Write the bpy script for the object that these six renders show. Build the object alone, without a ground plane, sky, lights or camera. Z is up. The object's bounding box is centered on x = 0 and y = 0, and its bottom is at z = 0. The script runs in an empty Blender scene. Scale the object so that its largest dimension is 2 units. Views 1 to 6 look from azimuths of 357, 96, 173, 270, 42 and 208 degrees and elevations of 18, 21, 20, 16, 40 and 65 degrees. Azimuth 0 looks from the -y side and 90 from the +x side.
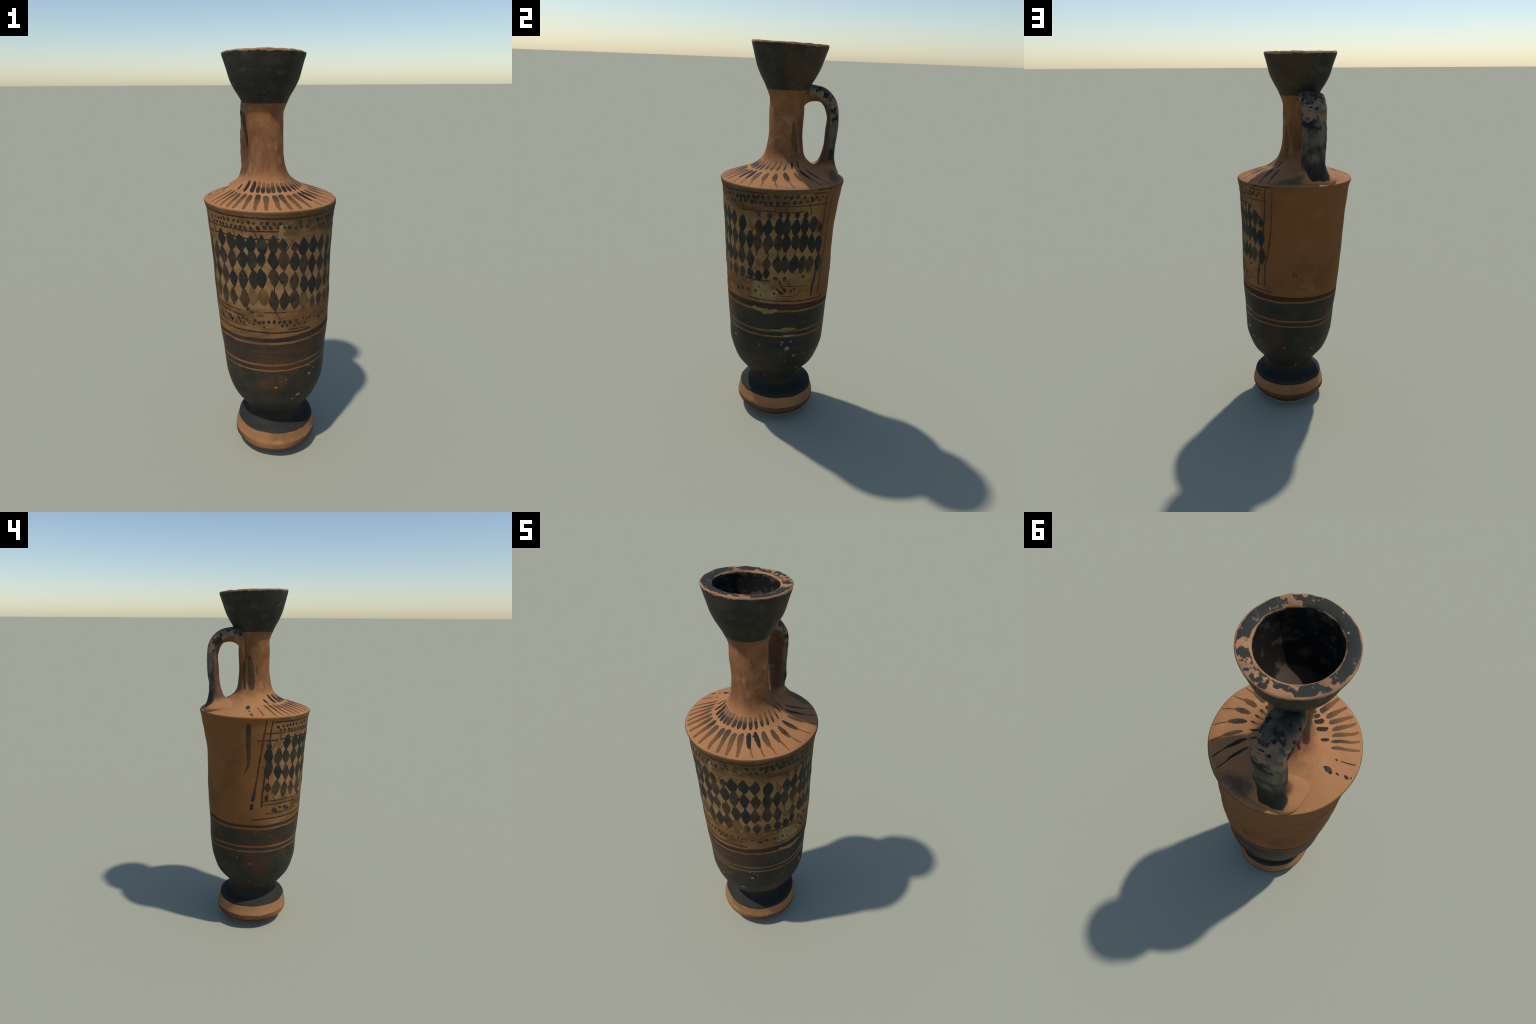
"""Black-figure clay oil flask (tall shouldered jug with one strap handle)."""
import bpy, math, random
import numpy as np
from mathutils import Vector, noise as mnoise

random.seed(7)
rng = np.random.default_rng(7)
SEG = 512

# ------------------------------------------------------------------ profile
# outer wall from the underside up to the lip: (height, radius)
PROFILE = [(0.000, .148), (.010, .154), (.018, .163), (.034, .185), (.055, .2055), (.075, .2145), (.098, .2135),
           (.125, .206), (.150, .2005), (.162, .197), (.169, .189), (.175, .178), (.182, .163), (.190, .150),
           (.200, .141), (.212, .136), (.225, .138), (.245, .148), (.270, .167), (.300, .190), (.340, .217), (.400, .240),
           (.460, .254), (.520, .2575), (.600, .262), (.700, .2715), (.800, .277), (.900, .2815), (1.00, .284),
           (1.08, .287), (1.15, .291), (1.20, .295), (1.24, .298), (1.27, .300), (1.295, .3025), (1.315, .306),
           (1.332, .311), (1.345, .3135), (1.353, .310), (1.359, .301), (1.367, .282), (1.378, .250),
           (1.390, .214), (1.402, .180), (1.414, .153), (1.428, .130), (1.445, .111), (1.470, .096), (1.510, .0865),
           (1.570, .0815), (1.630, .0825), (1.680, .0850), (1.715, .0845), (1.735, .0855), (1.752, .0910),
           (1.775, .1010), (1.800, .1130), (1.840, .1370), (1.880, .1560), (1.920, .1680), (1.955, .1785),
           (1.975, .1850), (1.983, .1865)]
LIP_Z, LIP_R, BORE_R = 1.9885, .1840, .1400
CUP_FLOOR_Z, CUP_FLOOR_R = 1.785, .066

# the pot leans: centre line of the wall at a few heights
AXIS_Z = [0, .15, .30, .46, .60, .80, 1.00, 1.20, 1.34, 1.47, 1.60, 1.75, 1.90, 2.0]
AXIS_X = [.037, .035, .030, .030, .025, .019, .012, .005, .001, -.010, -.016, -.023, -.026, -.026]
AXIS_Y = [.020, .014, .005, .005, .003, .002, -.003, -.003, -.002, .000, .002, .005, .006, .007]


def smooth_interp(xs, ys):
    """monotone cubic (Fritsch-Carlson) through the control points"""
    xs, ys = np.array(xs, float), np.array(ys, float)
    h = np.diff(xs); d = np.diff(ys) / h
    m = np.zeros_like(xs); m[0], m[-1] = d[0], d[-1]
    for i in range(1, len(xs) - 1):
        if d[i - 1] * d[i] > 0:
            w1, w2 = 2 * h[i] + h[i - 1], h[i] + 2 * h[i - 1]
            m[i] = (w1 + w2) / (w1 / d[i - 1] + w2 / d[i])

    def f(x):
        x = np.clip(np.asarray(x, float), xs[0], xs[-1])
        k = np.clip(np.searchsorted(xs, x, side='right') - 1, 0, len(xs) - 2)
        t = (x - xs[k]) / h[k]
        return ((1 + 2 * t) * (1 - t) ** 2 * ys[k] + t * (1 - t) ** 2 * h[k] * m[k]
                + t * t * (3 - 2 * t) * ys[k + 1] + t * t * (t - 1) * h[k] * m[k + 1])
    return f


radius_at = smooth_interp(*zip(*PROFILE))
axis_x = smooth_interp(AXIS_Z, AXIS_X)
axis_y = smooth_interp(AXIS_Z, AXIS_Y)


def lump(az, z):
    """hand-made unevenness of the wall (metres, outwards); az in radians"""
    return (0.0022 * np.sin(2 * az + 1.3 + 2.1 * z) * np.sin(3.1 * z + .6)
            + 0.0012 * np.sin(5 * az - 4.0 * z + .4) * np.sin(7 * z)
            + 0.0008 * np.sin(9 * az + 11 * z) + 0.0006 * np.sin(43 * z + 2 * np.sin(az)))


def rim_wave(az):
    """uneven, chipped edge of the lip"""
    return (.0013 * np.sin(3 * az + 1) + .0011 * np.sin(8 * az + 2 + np.sin(3 * az)) + .0008 * np.sin(19 * az + 2 * np.sin(2 * az))
            - .0035 * np.exp(-((az - 2.3) / .09) ** 2) - .0028 * np.exp(-((az - .55) / .05) ** 2)
            - .0030 * np.exp(-((az - 4.1) / .07) ** 2))


def bump(az, z, az0, z0, wa, wz, h):
    d = (np.asarray(az) - math.radians(az0) + math.pi) % (2 * math.pi) - math.pi
    return h * np.exp(-(d / math.radians(wa)) ** 2 - ((np.asarray(z) - z0) / wz) ** 2)


# (azimuth, height, width in degrees, width in height, rise): dents and swellings left by the potter's hand
BUMPS = [(188, 1.285, 26, .04, .006), (194, 1.09, 16, .055, -.007), (213, .87, 20, .11, -.013), (228, 1.15, 22, .09, -.006),
         (142, .88, 22, .13, .007), (138, 1.06, 18, .09, .005), (204, .57, 24, .08, .014), (203, 1.06, 20, .12, -.010), (0, .245, 75, .035, .002),
         (170, .27, 50, .05, -.016), (222, 1.56, 32, .12, .004), (180, 1.57, 40, .13, .003)]


def wall(az, z, out=0.0):
    """point on the outer wall; az = 0 faces -y, 90 degrees faces +x"""
    az, z = np.asarray(az, float), np.asarray(z, float)
    fade = np.clip((z - .02) / .05, 0, 1)
    r = radius_at(z) + lump(az, z) * fade + out
    for b in BUMPS:
        r = r + bump(az, z, *b)
    x = axis_x(z) + r * np.sin(az)
    y = axis_y(z) - r * np.cos(az)
    tilt = np.clip((z - 1.80) / .18, 0, 1)
    zz = z - tilt * (.036 * (y - .006) + .006 * (x + .026))
    # shoulder dips to the front, foot sits askew and touches the ground at the back
    zz = zz - np.clip((z - 1.335) / .03, 0, 1) * np.clip((1.47 - z) / .06, 0, 1) * (.0045 + .0050 * np.cos(az + .35))
    zz = zz + np.clip(z / .10, 0, 1) * np.clip((.24 - z) / .08, 0, 1) * .009 * np.cos(az - 2.6)
    zz = zz + np.clip(1 - z / .08, 0, 1) * .011 * (.5 + .5 * np.cos(az))
    chips = np.clip((z - 1.955) / .03, 0, 1)
    zz = zz + chips * rim_wave(az)
    return np.stack([x, y, zz], -1)


# ------------------------------------------------------------------ helpers
def new_mesh_object(name, verts, faces, mat, parent, smooth=True):
    me = bpy.data.meshes.new(name)
    me.from_pydata([tuple(v) for v in verts], [], faces)
    me.materials.append(mat)
    if smooth:
        me.polygons.foreach_set("use_smooth", [True] * len(me.polygons))
    me.update()
    ob = bpy.data.objects.new(name, me)
    bpy.context.scene.collection.objects.link(ob)
    ob.parent = parent
    return ob


class Nodes:
    """small helper to write node trees as expressions"""

    def __init__(self, name):
        self.mat = bpy.data.materials.new(name)
        self.mat.use_nodes = True
        self.t = self.mat.node_tree
        self.bsdf = self.t.nodes["Principled BSDF"]
        self.coord = self.t.nodes.new("ShaderNodeTexCoord").outputs["Object"]
        self.sep = self.t.nodes.new("ShaderNodeSeparateXYZ")
        self.t.links.new(self.coord, self.sep.inputs[0])
        self.x, self.y, self.z = self.sep.outputs

    def put(self, sock, val):
        if isinstance(val, bpy.types.NodeSocket):
            self.t.links.new(val, sock)
        else:
            sock.default_value = val

    def math(self, op, a, b=0.0, c=0.0, clamp=False):
        n = self.t.nodes.new("ShaderNodeMath"); n.operation = op; n.use_clamp = clamp
        for s, v in zip(n.inputs, (a, b, c)):
            self.put(s, v)
        return n.outputs[0]

    def scaled(self, sx, sy, sz, vec=None):
        n = self.t.nodes.new("ShaderNodeMapping")
        n.inputs["Scale"].default_value = (sx, sy, sz)
        self.t.links.new(vec or self.coord, n.inputs[0])
        return n.outputs[0]

    def noise(self, scale, detail=3, rough=.55, vec=None, dist=0.0):
        n = self.t.nodes.new("ShaderNodeTexNoise")
        n.inputs["Scale"].default_value = scale; n.inputs["Detail"].default_value = detail
        n.inputs["Roughness"].default_value = rough; n.inputs["Distortion"].default_value = dist
        self.t.links.new(vec or self.coord, n.inputs["Vector"])
        return n.outputs["Fac"]

    def step(self, v, lo, hi):
        """smooth 0..1 as v goes lo..hi (works downwards too)"""
        n = self.t.nodes.new("ShaderNodeMapRange"); n.interpolation_type = 'SMOOTHSTEP'
        if lo > hi:
            self.put(n.inputs["Value"], v); n.inputs["From Min"].default_value = hi
            n.inputs["From Max"].default_value = lo
            n.inputs["To Min"].default_value = 1; n.inputs["To Max"].default_value = 0
        else:
            self.put(n.inputs["Value"], v); n.inputs["From Min"].default_value = lo
            n.inputs["From Max"].default_value = hi
        return n.outputs["Result"]

    def mix(self, fac, a, b):
        n = self.t.nodes.new("ShaderNodeMix"); n.data_type = 'RGBA'
        self.put(n.inputs["Factor"], fac)
        self.put(n.inputs["A"] if False else n.inputs[6], a)
        self.put(n.inputs[7], b)
        return n.outputs[2]

    def mul(self, *v):
        r = v[0]
        for w in v[1:]:
            r = self.math('MULTIPLY', r, w)
        return r

    def maxi(self, *v):
        r = v[0]
        for w in v[1:]:
            r = self.math('MAXIMUM', r, w)
        return r

    def finish(self, color, rough, bump=None, strength=.3, dist=.002):
        self.put(self.bsdf.inputs["Base Color"], color)
        self.put(self.bsdf.inputs["Roughness"], rough)
        self.bsdf.inputs["Specular IOR Level"].default_value = .12
        if bump is not None:
            b = self.t.nodes.new("ShaderNodeBump")
            b.inputs["Strength"].default_value = strength; b.inputs["Distance"].default_value = dist
            self.put(b.inputs["Height"], bump); self.t.links.new(b.outputs[0], self.bsdf.inputs["Normal"])
        return self.mat


def rgb(r, g, b):
    return (r, g, b, 1.0)


CLAY = rgb(.345, .158, .064)          # bare fired clay of shoulder and foot
CLAY_DEEP = rgb(.235, .098, .037)
CLAY_PALE = rgb(.420, .235, .118)
WALL = rgb(.192, .081, .026)          # toned clay of the wall
WALL_TAN = rgb(.262, .150, .060)
GLAZE = rgb(.024, .024, .019)
GLAZE_OLIVE = rgb(.041, .038, .025)
GLAZE_BROWN = rgb(.060, .032, .018)
GLAZE_RED = rgb(.110, .046, .021)
PLASTER = rgb(.270, .190, .100)


def clay_color(n, base=CLAY, deep=CLAY_DEEP, pale=CLAY_PALE, amount=.6):
    blotch = n.noise(6, 4, .6, dist=.4)
    fine = n.noise(60, 3, .6)
    c = n.mix(n.mul(n.step(blotch, .45, .75), amount), base, deep)
    c = n.mix(n.mul(n.step(n.noise(9, 3, .6, n.scaled(1, 1, 1.7)), .55, .80), amount), c, pale)
    return n.mix(n.mul(n.step(fine, .45, .9), .25), c, deep), fine


def glaze_color(n, brown_lo=.50, brown_hi=.75, streaks=.55):
    """black gloss, thin and brown where it was brushed on lean; faint wheel streaks"""
    streak = n.noise(3.0, 4, .6, n.scaled(1, 1, 14))
    patch = n.noise(3.2, 3, .55, dist=.5)
    c = n.mix(n.step(n.noise(11, 4, .65), .42, .72), GLAZE, GLAZE_OLIVE)
    c = n.mix(n.mul(n.step(patch, brown_lo, brown_hi), .9), c, GLAZE_BROWN)
    c = n.mix(n.mul(n.step(streak, .52, .72), streaks), c, GLAZE_BROWN)
    return c, streak


def azimuth(n, ax=.018, ay=.002):
    return n.math('ARCTAN2', n.math('SUBTRACT', n.x, ax), n.math('SUBTRACT', ay, n.y))


def near_azimuth(n, a, deg0, inner, outer):
    """1 inside +-inner degrees of deg0, 0 beyond +-outer"""
    d = n.math('SUBTRACT', a, math.radians(deg0))
    d = n.math('ABSOLUTE', n.math('WRAP', d, math.pi, -math.pi))
    return n.step(d, math.radians(outer), math.radians(inner))


def between(n, z, lo, hi, soft=.003):
    return n.mul(n.step(z, lo - soft, lo + soft), n.step(z, hi + soft, hi - soft))


def body_material():
    n = Nodes("toned_clay_with_glaze_bands")
    a = azimuth(n)
    base, fine = clay_color(n, WALL, rgb(.130, .052, .019), rgb(.230, .115, .042), .65)
    # ochre tint and dirt in the picture panel
    panel = near_azimuth(n, a, 32, 95, 112)
    net = n.math('ADD', .45, n.mul(between(n, n.z, .885, 1.235, .02), .50))
    base = n.mix(n.mul(panel, net, n.math('ADD', .75, n.mul(n.step(n.noise(14, 3, .6), .35, .65), .35))), base, WALL_TAN)
    dirt = n.mul(panel, n.step(n.noise(10, 5, .7, n.scaled(1, 1, 2.5)), .42, .64), n.math('SUBTRACT', 1.35, net))
    base = n.mix(n.mul(dirt, .8), base, rgb(.090, .052, .022))
    grime = n.mul(near_azimuth(n, a, 48, 30, 75), n.step(n.z, 1.15, 1.27), n.step(n.noise(16, 5, .7, n.scaled(1, 1, 2)), .24, .55))
    base = n.mix(n.mul(grime, .85), base, rgb(.084, .050, .023))
    smear = n.mul(near_azimuth(n, a, 48, 25, 55), between(n, n.z, .76, .90, .03), n.step(n.noise(12, 4, .65, n.scaled(1, 1, 4)), .38, .62))
    base = n.mix(n.mul(smear, .6), base, rgb(.120, .055, .022))
    edge = n.mul(n.step(n.math('ADD', n.z, n.mul(n.noise(20, 3), .012)), 1.331, 1.341), n.step(n.noise(8, 4, .7), .30, .60),
                 near_azimuth(n, a, 30, 95, 115))
    base = n.mix(n.mul(edge, .6), base, rgb(.10, .058, .026))
    # glaze: everything below the tilted bands; two reserved lines and one dark stripe
    wob = n.mul(n.math('SUBTRACT', n.noise(26, 3, .6, n.scaled(1, 1, .3)), .5), .010)
    x0 = n.math('SUBTRACT', n.x, .018)
    zt = n.math('SUBTRACT', n.math('ADD', n.z, wob), n.mul(x0, .038))
    zs = n.math('SUBTRACT', n.math('ADD', n.z, wob), n.mul(x0, .070))
    dark = n.step(zt, .7050, .7010)
    dark = n.mul(dark, n.math('SUBTRACT', 1, between(n, zt, .5860, .5965, .0022)),
                 n.math('SUBTRACT', 1, between(n, zt, .5550, .5635, .0022)))
    stripe = n.mul(n.step(zt, .7135, .7170), n.step(zs, .7430, .7390))
    g, streak = glaze_color(n, .44, .70)
    # misfired red-brown blush on the front
    blush = n.mul(near_azimuth(n, a, -8, 18, 48), between(n, n.z, .43, .60, .09),
                  n.step(n.noise(7, 4, .6), .34, .62))
    blush2 = n.mul(near_azimuth(n, a, 5, 20, 50), between(n, n.z, .56, .70, .03),
                   n.step(n.noise(5, 4, .65, n.scaled(1, 1, 9)), .36, .60))
    g = n.mix(n.mul(blush, .8), g, GLAZE_RED)
    g = n.mix(n.mul(blush2, .75), g, rgb(.085, .038, .018))
    g = n.mix(n.mul(n.step(n.noise(26, 5, .7, n.scaled(1, 1, 5)), .68, .74), .5), g, rgb(.10, .06, .03))
    col = n.mix(dark, base, g)
    sg = n.mix(n.step(n.noise(5, 4, .6, n.scaled(1, 1, 10)), .42, .60), rgb(.030, .024, .018), rgb(.070, .028, .018))
    col = n.mix(n.mul(stripe, n.step(n.noise(24, 4, .7, n.scaled(1, 1, 3)), .80, .62)), col, sg)
    rough = n.math('SUBTRACT', .78, n.mul(dark, .22))
    return n.finish(col, rough, n.math('ADD', n.mul(fine, .6), n.mul(streak, .8)), .25, .002)


def foot_material():
    n = Nodes("foot_clay_and_glaze")
    base, fine = clay_color(n, rgb(.320, .156, .064), rgb(.200, .090, .038), CLAY_PALE, .8)
    a = azimuth(n, .036, .013)
    wob = n.mul(n.math('SUBTRACT', n.noise(18, 4, .65), .5), .012)
    z = n.math('ADD', n.z, wob)
    washed = n.mul(n.step(z, .094, .086), n.math('SUBTRACT', 1, n.mul(near_azimuth(n, a, -15, 15, 60), .75)))
    wash_c = n.mix(n.step(n.noise(5, 4, .6, n.scaled(1, 1, 16)), .40, .58), rgb(.135, .055, .026), rgb(.050, .028, .018))
    base = n.mix(n.mul(washed, .9), base, wash_c)
    rings = n.maxi(between(n, z, .089, .094, .0015), between(n, z, .060, .066, .002))
    base = n.mix(n.mul(rings, .8, n.math('SUBTRACT', 1, near_azimuth(n, a, -10, 20, 50))), base, rgb(.035, .020, .014))
    g, streak = glaze_color(n, .66, .9)
    g = n.mix(.5, g, rgb(.024, .025, .024))
    black = n.step(z, .1495, .1545)
    c = n.mix(black, base, g)
    pale = n.mul(n.step(n.z, .012, .004), n.math('SUBTRACT', 1, near_azimuth(n, a, 0, 50, 80)))
    c = n.mix(pale, c, rgb(.42, .42, .38))
    return n.finish(c, n.math('SUBTRACT', .85, n.mul(black, .10)), fine, .25, .002)


def upper_clay(n):
    """orange clay, darker and blotchier up the neck; shared by shoulder, neck and root of the mouth"""
    up = n.step(n.math('ADD', n.z, n.mul(n.math('SUBTRACT', n.noise(10, 3, .6), .5), .06)), 1.395, 1.50)
    low, fine = clay_color(n, rgb(.368, .172, .069), rgb(.270, .116, .046), rgb(.420, .230, .110), .65)
    high, fine2 = clay_color(n, rgb(.265, .115, .047), rgb(.150, .063, .026), rgb(.345, .170, .085), 1.0)
    stain = n.step(n.noise(6, 5, .7, n.scaled(1, 1, .6), .8), .46, .64)
    high = n.mix(n.mul(stain, .60), high, rgb(.115, .052, .024))
    low = n.mix(n.mul(n.step(n.noise(8, 5, .7, dist=.6), .56, .74), .45), low, rgb(.210, .092, .040))
    streak = n.noise(12, 4, .65, n.scaled(1, 1, .22))
    high = n.mix(n.mul(n.step(streak, .46, .66), .65), high, rgb(.140, .064, .026))
    high = n.mix(n.mul(n.step(n.noise(13, 3, .55, n.scaled(1, 1, .6)), .58, .74), .6), high, rgb(.385, .195, .115))
    collar = n.step(n.math('ADD', n.z, n.mul(n.noise(15, 3), .05)), 1.745, 1.785)
    high = n.mix(n.mul(collar, .55), high, rgb(.150, .068, .031))
    # soot smeared round the root of the handle, on its right
    dx = n.math('SUBTRACT', n.x, .050); dy = n.math('SUBTRACT', n.y, .262)
    d = n.math('SQRT', n.math('ADD', n.mul(dx, dx, .45), n.mul(dy, dy, 2.6)))
    smear = n.noise(20, 5, .75, n.scaled(1, 1.6, .6), 1.0)
    soot = n.mul(n.step(n.math('ADD', d, n.mul(n.math('SUBTRACT', smear, .5), .13)), .080, .022),
                 n.step(n.x, -.035, .01), n.step(n.z, 1.47, 1.42), n.step(n.y, .12, .19))
    low = n.mix(n.mul(soot, .75), low, rgb(.060, .050, .040))
    return n.mix(up, low, high), fine


def shoulder_material():
    n = Nodes("shoulder_clay")
    base, fine = upper_clay(n)
    return n.finish(base, .8, fine, .25, .002)


def neck_material():
    n = Nodes("neck_clay")
    base, fine = upper_clay(n)
    return n.finish(base, .8, fine, .25, .002)


def mouth_material():
    n = Nodes("mouth_glaze")
    a = azimuth(n, -.026, .007)
    g, streak = glaze_color(n, .60, .85, .15)
    # lean brown glaze on the right and rear of the cup
    lean = n.mul(near_azimuth(n, a, 140, 40, 75), n.step(n.noise(8, 3, .6), .30, .62))
    g = n.mix(n.mul(lean, .85), g, rgb(.060, .037, .019))
    scuff = n.mul(n.step(n.noise(15, 4, .65), .54, .72), .45)
    g = n.mix(scuff, g, rgb(.085, .078, .052))
    # black stops above the root of the neck
    line = n.step(n.math('ADD', n.z, n.mul(n.math('SUBTRACT', n.noise(18, 2), .5), .008)), 1.7755, 1.7795)
    neck_c, _ = upper_clay(n)
    # rim: bare clay at the edges and in flaked patches
    rx = n.math('SUBTRACT', n.x, -.026); ry = n.math('SUBTRACT', n.y, .007)
    rad = n.math('SQRT', n.math('ADD', n.mul(rx, rx), n.mul(ry, ry)))
    ztop = n.math('ADD', n.z, n.math('ADD', n.mul(ry, .036), n.mul(rx, .006)))
    top = n.step(n.math('ADD', ztop, n.mul(n.math('SUBTRACT', n.noise(22, 4, .65), .5), .022)), 1.9795, 1.9835)
    flake = n.noise(27, 3, .5)
    bias = n.math('ADD', n.mul(near_azimuth(n, a, 155, 36, 62), .18),
                  n.math('ADD', n.mul(near_azimuth(n, a, 36, 10, 24), .19), n.mul(near_azimuth(n, a, -118, 10, 26), .13)))
    bare = n.step(n.math('ADD', flake, bias), .640, .680)
    wobr = n.math('ADD', rad, n.mul(n.math('SUBTRACT', n.noise(24, 3, .6), .5), .014))
    worn = n.maxi(n.step(wobr, .1795, .1835), n.step(wobr, .1430, .1395))
    rim_clay, fine = clay_color(n, rgb(.350, .180, .085), rgb(.130, .070, .046), rgb(.450, .290, .180), 1.0)
    rim_black = n.mix(n.step(n.noise(40, 3, .6), .6, .75), rgb(.030, .031, .027), rgb(.16, .11, .075))
    rim = n.mix(n.maxi(bare, worn), rim_black, rim_clay)
    inside = n.mul(n.step(rad, .1385, .1370), n.step(n.z, 1.74, 1.76))
    mott = n.noise(19, 4, .62, n.scaled(1, 1, 1.4))
    cup = n.mix(n.step(mott, .50, .72), rgb(.013, .012, .010), rgb(.085, .066, .040))
    cup = n.mix(n.step(n.z, 1.7925, 1.7860), cup, rgb(.060, .040, .027))
    # outside wall of the cup is wider than the bore at the same height
    wall_r = n.math('ADD', .137, n.mul(n.math('SUBTRACT', n.z, 1.84), .43))
    inner = n.step(n.math('SUBTRACT', rad, wall_r), -.012, -.018)
    low_in = n.mul(n.step(n.z, 1.845, 1.835), n.step(n.math('SUBTRACT', rad, n.math('ADD', .113, n.mul(n.math('SUBTRACT', n.z, 1.80), .60))), -.010, -.016),
                   n.step(n.z, 1.776, 1.779))
    hi_in = n.mul(inner, n.step(n.z, 1.830, 1.840))
    c = n.mix(line, neck_c, g)
    c = n.mix(top, c, rim)
    c = n.mix(n.mul(n.maxi(low_in, hi_in), n.math('SUBTRACT', 1, top)), c, cup)
    deep_in = n.mul(top, n.step(rad, .1390, .1370))
    c = n.mix(deep_in, c, rim_clay)
    return n.finish(c, .62, n.math('ADD', fine, n.mul(scuff, -1.0)), .3, .002)


def handle_material():
    n = Nodes("handle_worn_glaze")
    clay, fine = clay_color(n, rgb(.130, .063, .034), rgb(.058, .034, .022), rgb(.215, .130, .078), 1.0)
    root_c, _ = upper_clay(n)
    ends = n.maxi(n.step(n.z, 1.440, 1.400), n.step(n.y, .125, .095))
    clay = n.mix(ends, clay, root_c)
    u = n.math('DIVIDE', n.math('SUBTRACT', n.y, .115), .115)
    w = n.math('DIVIDE', n.math('MAXIMUM', n.math('SUBTRACT', n.z, 1.63), 0.0), .135)
    e = n.math('SQRT', n.math('ADD', n.mul(u, u), n.mul(w, w)))
    e = n.math('ADD', e, n.mul(n.math('SUBTRACT', n.noise(14, 4, .65), .5), .28))
    outer = n.step(e, .88, 1.02)
    # root of the strap: the glaze ends in a ragged tongue, clay shows round it
    wob = n.mul(n.math('SUBTRACT', n.noise(28, 4, .65), .5), .022)
    fall = n.math('MAXIMUM', n.math('SUBTRACT', 1.448, n.z), 0.0)
    left = n.step(n.math('ADD', n.math('ADD', n.x, n.mul(fall, .52)), wob), -.003, -.012)
    right = n.step(n.math('ADD', n.x, wob), -.148, -.138)
    end = n.step(n.math('ADD', n.z, wob), 1.372, 1.380)
    low = n.step(n.z, 1.452, 1.440)
    outer = n.mul(outer, n.mix(low, rgb(1, 1, 1), n.mul(left, right, end)))
    grey = n.mix(n.step(n.noise(16, 4, .65, n.scaled(1, 1, .25)), .38, .66), rgb(.048, .045, .035), rgb(.145, .122, .088))
    black = n.mix(n.step(n.noise(16, 3, .6), .45, .75), rgb(.022, .021, .016), rgb(.036, .034, .026))
    worn = n.mul(n.step(n.z, 1.44, 1.49), n.step(n.math('ADD', n.noise(7, 4, .6), .0), .36, .52))
    g = n.mix(worn, black, grey)
    pale = n.mul(between(n, n.z, 1.660, 1.788, .015), n.step(n.noise(17, 3, .6), .44, .50))
    g = n.mix(n.mul(pale, .9), g, n.mix(n.noise(30, 3), rgb(.150, .115, .070), rgb(.30, .165, .10)))
    spots = n.mul(between(n, n.z, 1.62, 1.81, .02), n.step(n.noise(24, 3, .6), .56, .59))
    g = n.mix(spots, g, rgb(.016, .016, .015))
    c = n.mix(outer, clay, g)
    return n.finish(c, .7, n.math('ADD', fine, n.noise(20, 4, .6, n.scaled(1, 1, .4))), .35, .003)


def paint_material(name, dark, lean, worn, flake_at, lean_lo, under=WALL_TAN, fade=None):
    """brushed glaze; lean = colour of the thin places, worn = chance that clay shows through"""
    n = Nodes(name)
    rnd = n.t.nodes.new("ShaderNodeObjectInfo").outputs["Random"]
    patch = n.math('ADD', n.noise(18, 4, .6), n.mul(n.math('SUBTRACT', rnd, .5), .30))
    c = n.mix(n.step(patch, lean_lo, lean_lo + .22), dark, lean)
    if fade:                                  # strokes run dry towards the edge of the shoulder
        f = n.step(n.math('ADD', n.z, n.mul(n.math('SUBTRACT', n.noise(30, 3), .5), .02)), fade[0], fade[1])
        c = n.mix(n.mul(f, .85), c, fade[2])
    flake = n.step(n.noise(55, 4, .65), flake_at, flake_at + .05)
    c = n.mix(n.mul(flake, worn), c, under)
    return n.finish(c, .62, n.noise(60, 3), .2, .001)


def plain_paint(name, c1, c2, scale=30):
    n = Nodes(name)
    return n.finish(n.mix(n.step(n.noise(scale, 4, .6), .38, .66), c1, c2), .75, n.noise(70, 3), .2, .001)


# ------------------------------------------------------------------ build wall
root = bpy.data.objects.new("oil_flask", None)
bpy.context.scene.collection.objects.link(root)
root["label"] = "tall ancient clay flask with black lozenge pattern and handle"
root["category"] = "vase"

MAT = dict(mouth=mouth_material(), neck=neck_material(), shoulder=shoulder_material(), body=body_material(),
           foot=foot_material(), handle=handle_material())

zs = np.unique(np.concatenate([np.linspace(0, 1.983, 420), np.linspace(.16, .26, 40), np.linspace(1.28, 1.46, 90)]))
az = np.arange(SEG) * 2 * math.pi / SEG
rows = [wall(az, np.full(SEG, z)) for z in zs]
part_of_row = ['foot' if z < .224 else 'body' if z < 1.3525 else 'shoulder' if z < 1.45 else 'neck' if z < 1.738 else
               'mouth' for z in zs]
# lip, bore and closed cup floor
outer = rows[-1]
lip_axis = np.array([-.026, .007, 0])


def ring(r, z, wob=0.0):
    x = lip_axis[0] + r * np.sin(az); y = lip_axis[1] - (.003 if r < .15 else 0) - r * np.cos(az)
    zz = z - np.clip((z - 1.80) / .18, 0, 1) * (.036 * (y - .006) + .006 * (x + .026))
    zz = zz + wob * rim_wave(az)
    return np.stack([x, y, zz], -1)


for r, z, w in [(.1862, 1.9868, 1), (.1835, 1.9892, .9), (.178, 1.9905, .7), (.170, 1.9905, .4),
                (.160, 1.9895, .3), (.147, 1.988, .3), (.1400, 1.986, .3), (.1360, 1.981, .2),
                (.1350, 1.973, 0), (.1350, 1.962, 0), (.1348, 1.948, 0), (.130, 1.92, 0), (.120, 1.88, 0),
                (.104, 1.84, 0), (.087, 1.81, 0), (.074, 1.792, 0), (.062, 1.785, 0), (.054, 1.783, 0),
                (.04, 1.781, 0), (.02, 1.780, 0), (.004, 1.780, 0)]:
    rows.append(ring(r, z, w)); part_of_row.append('mouth')

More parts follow.
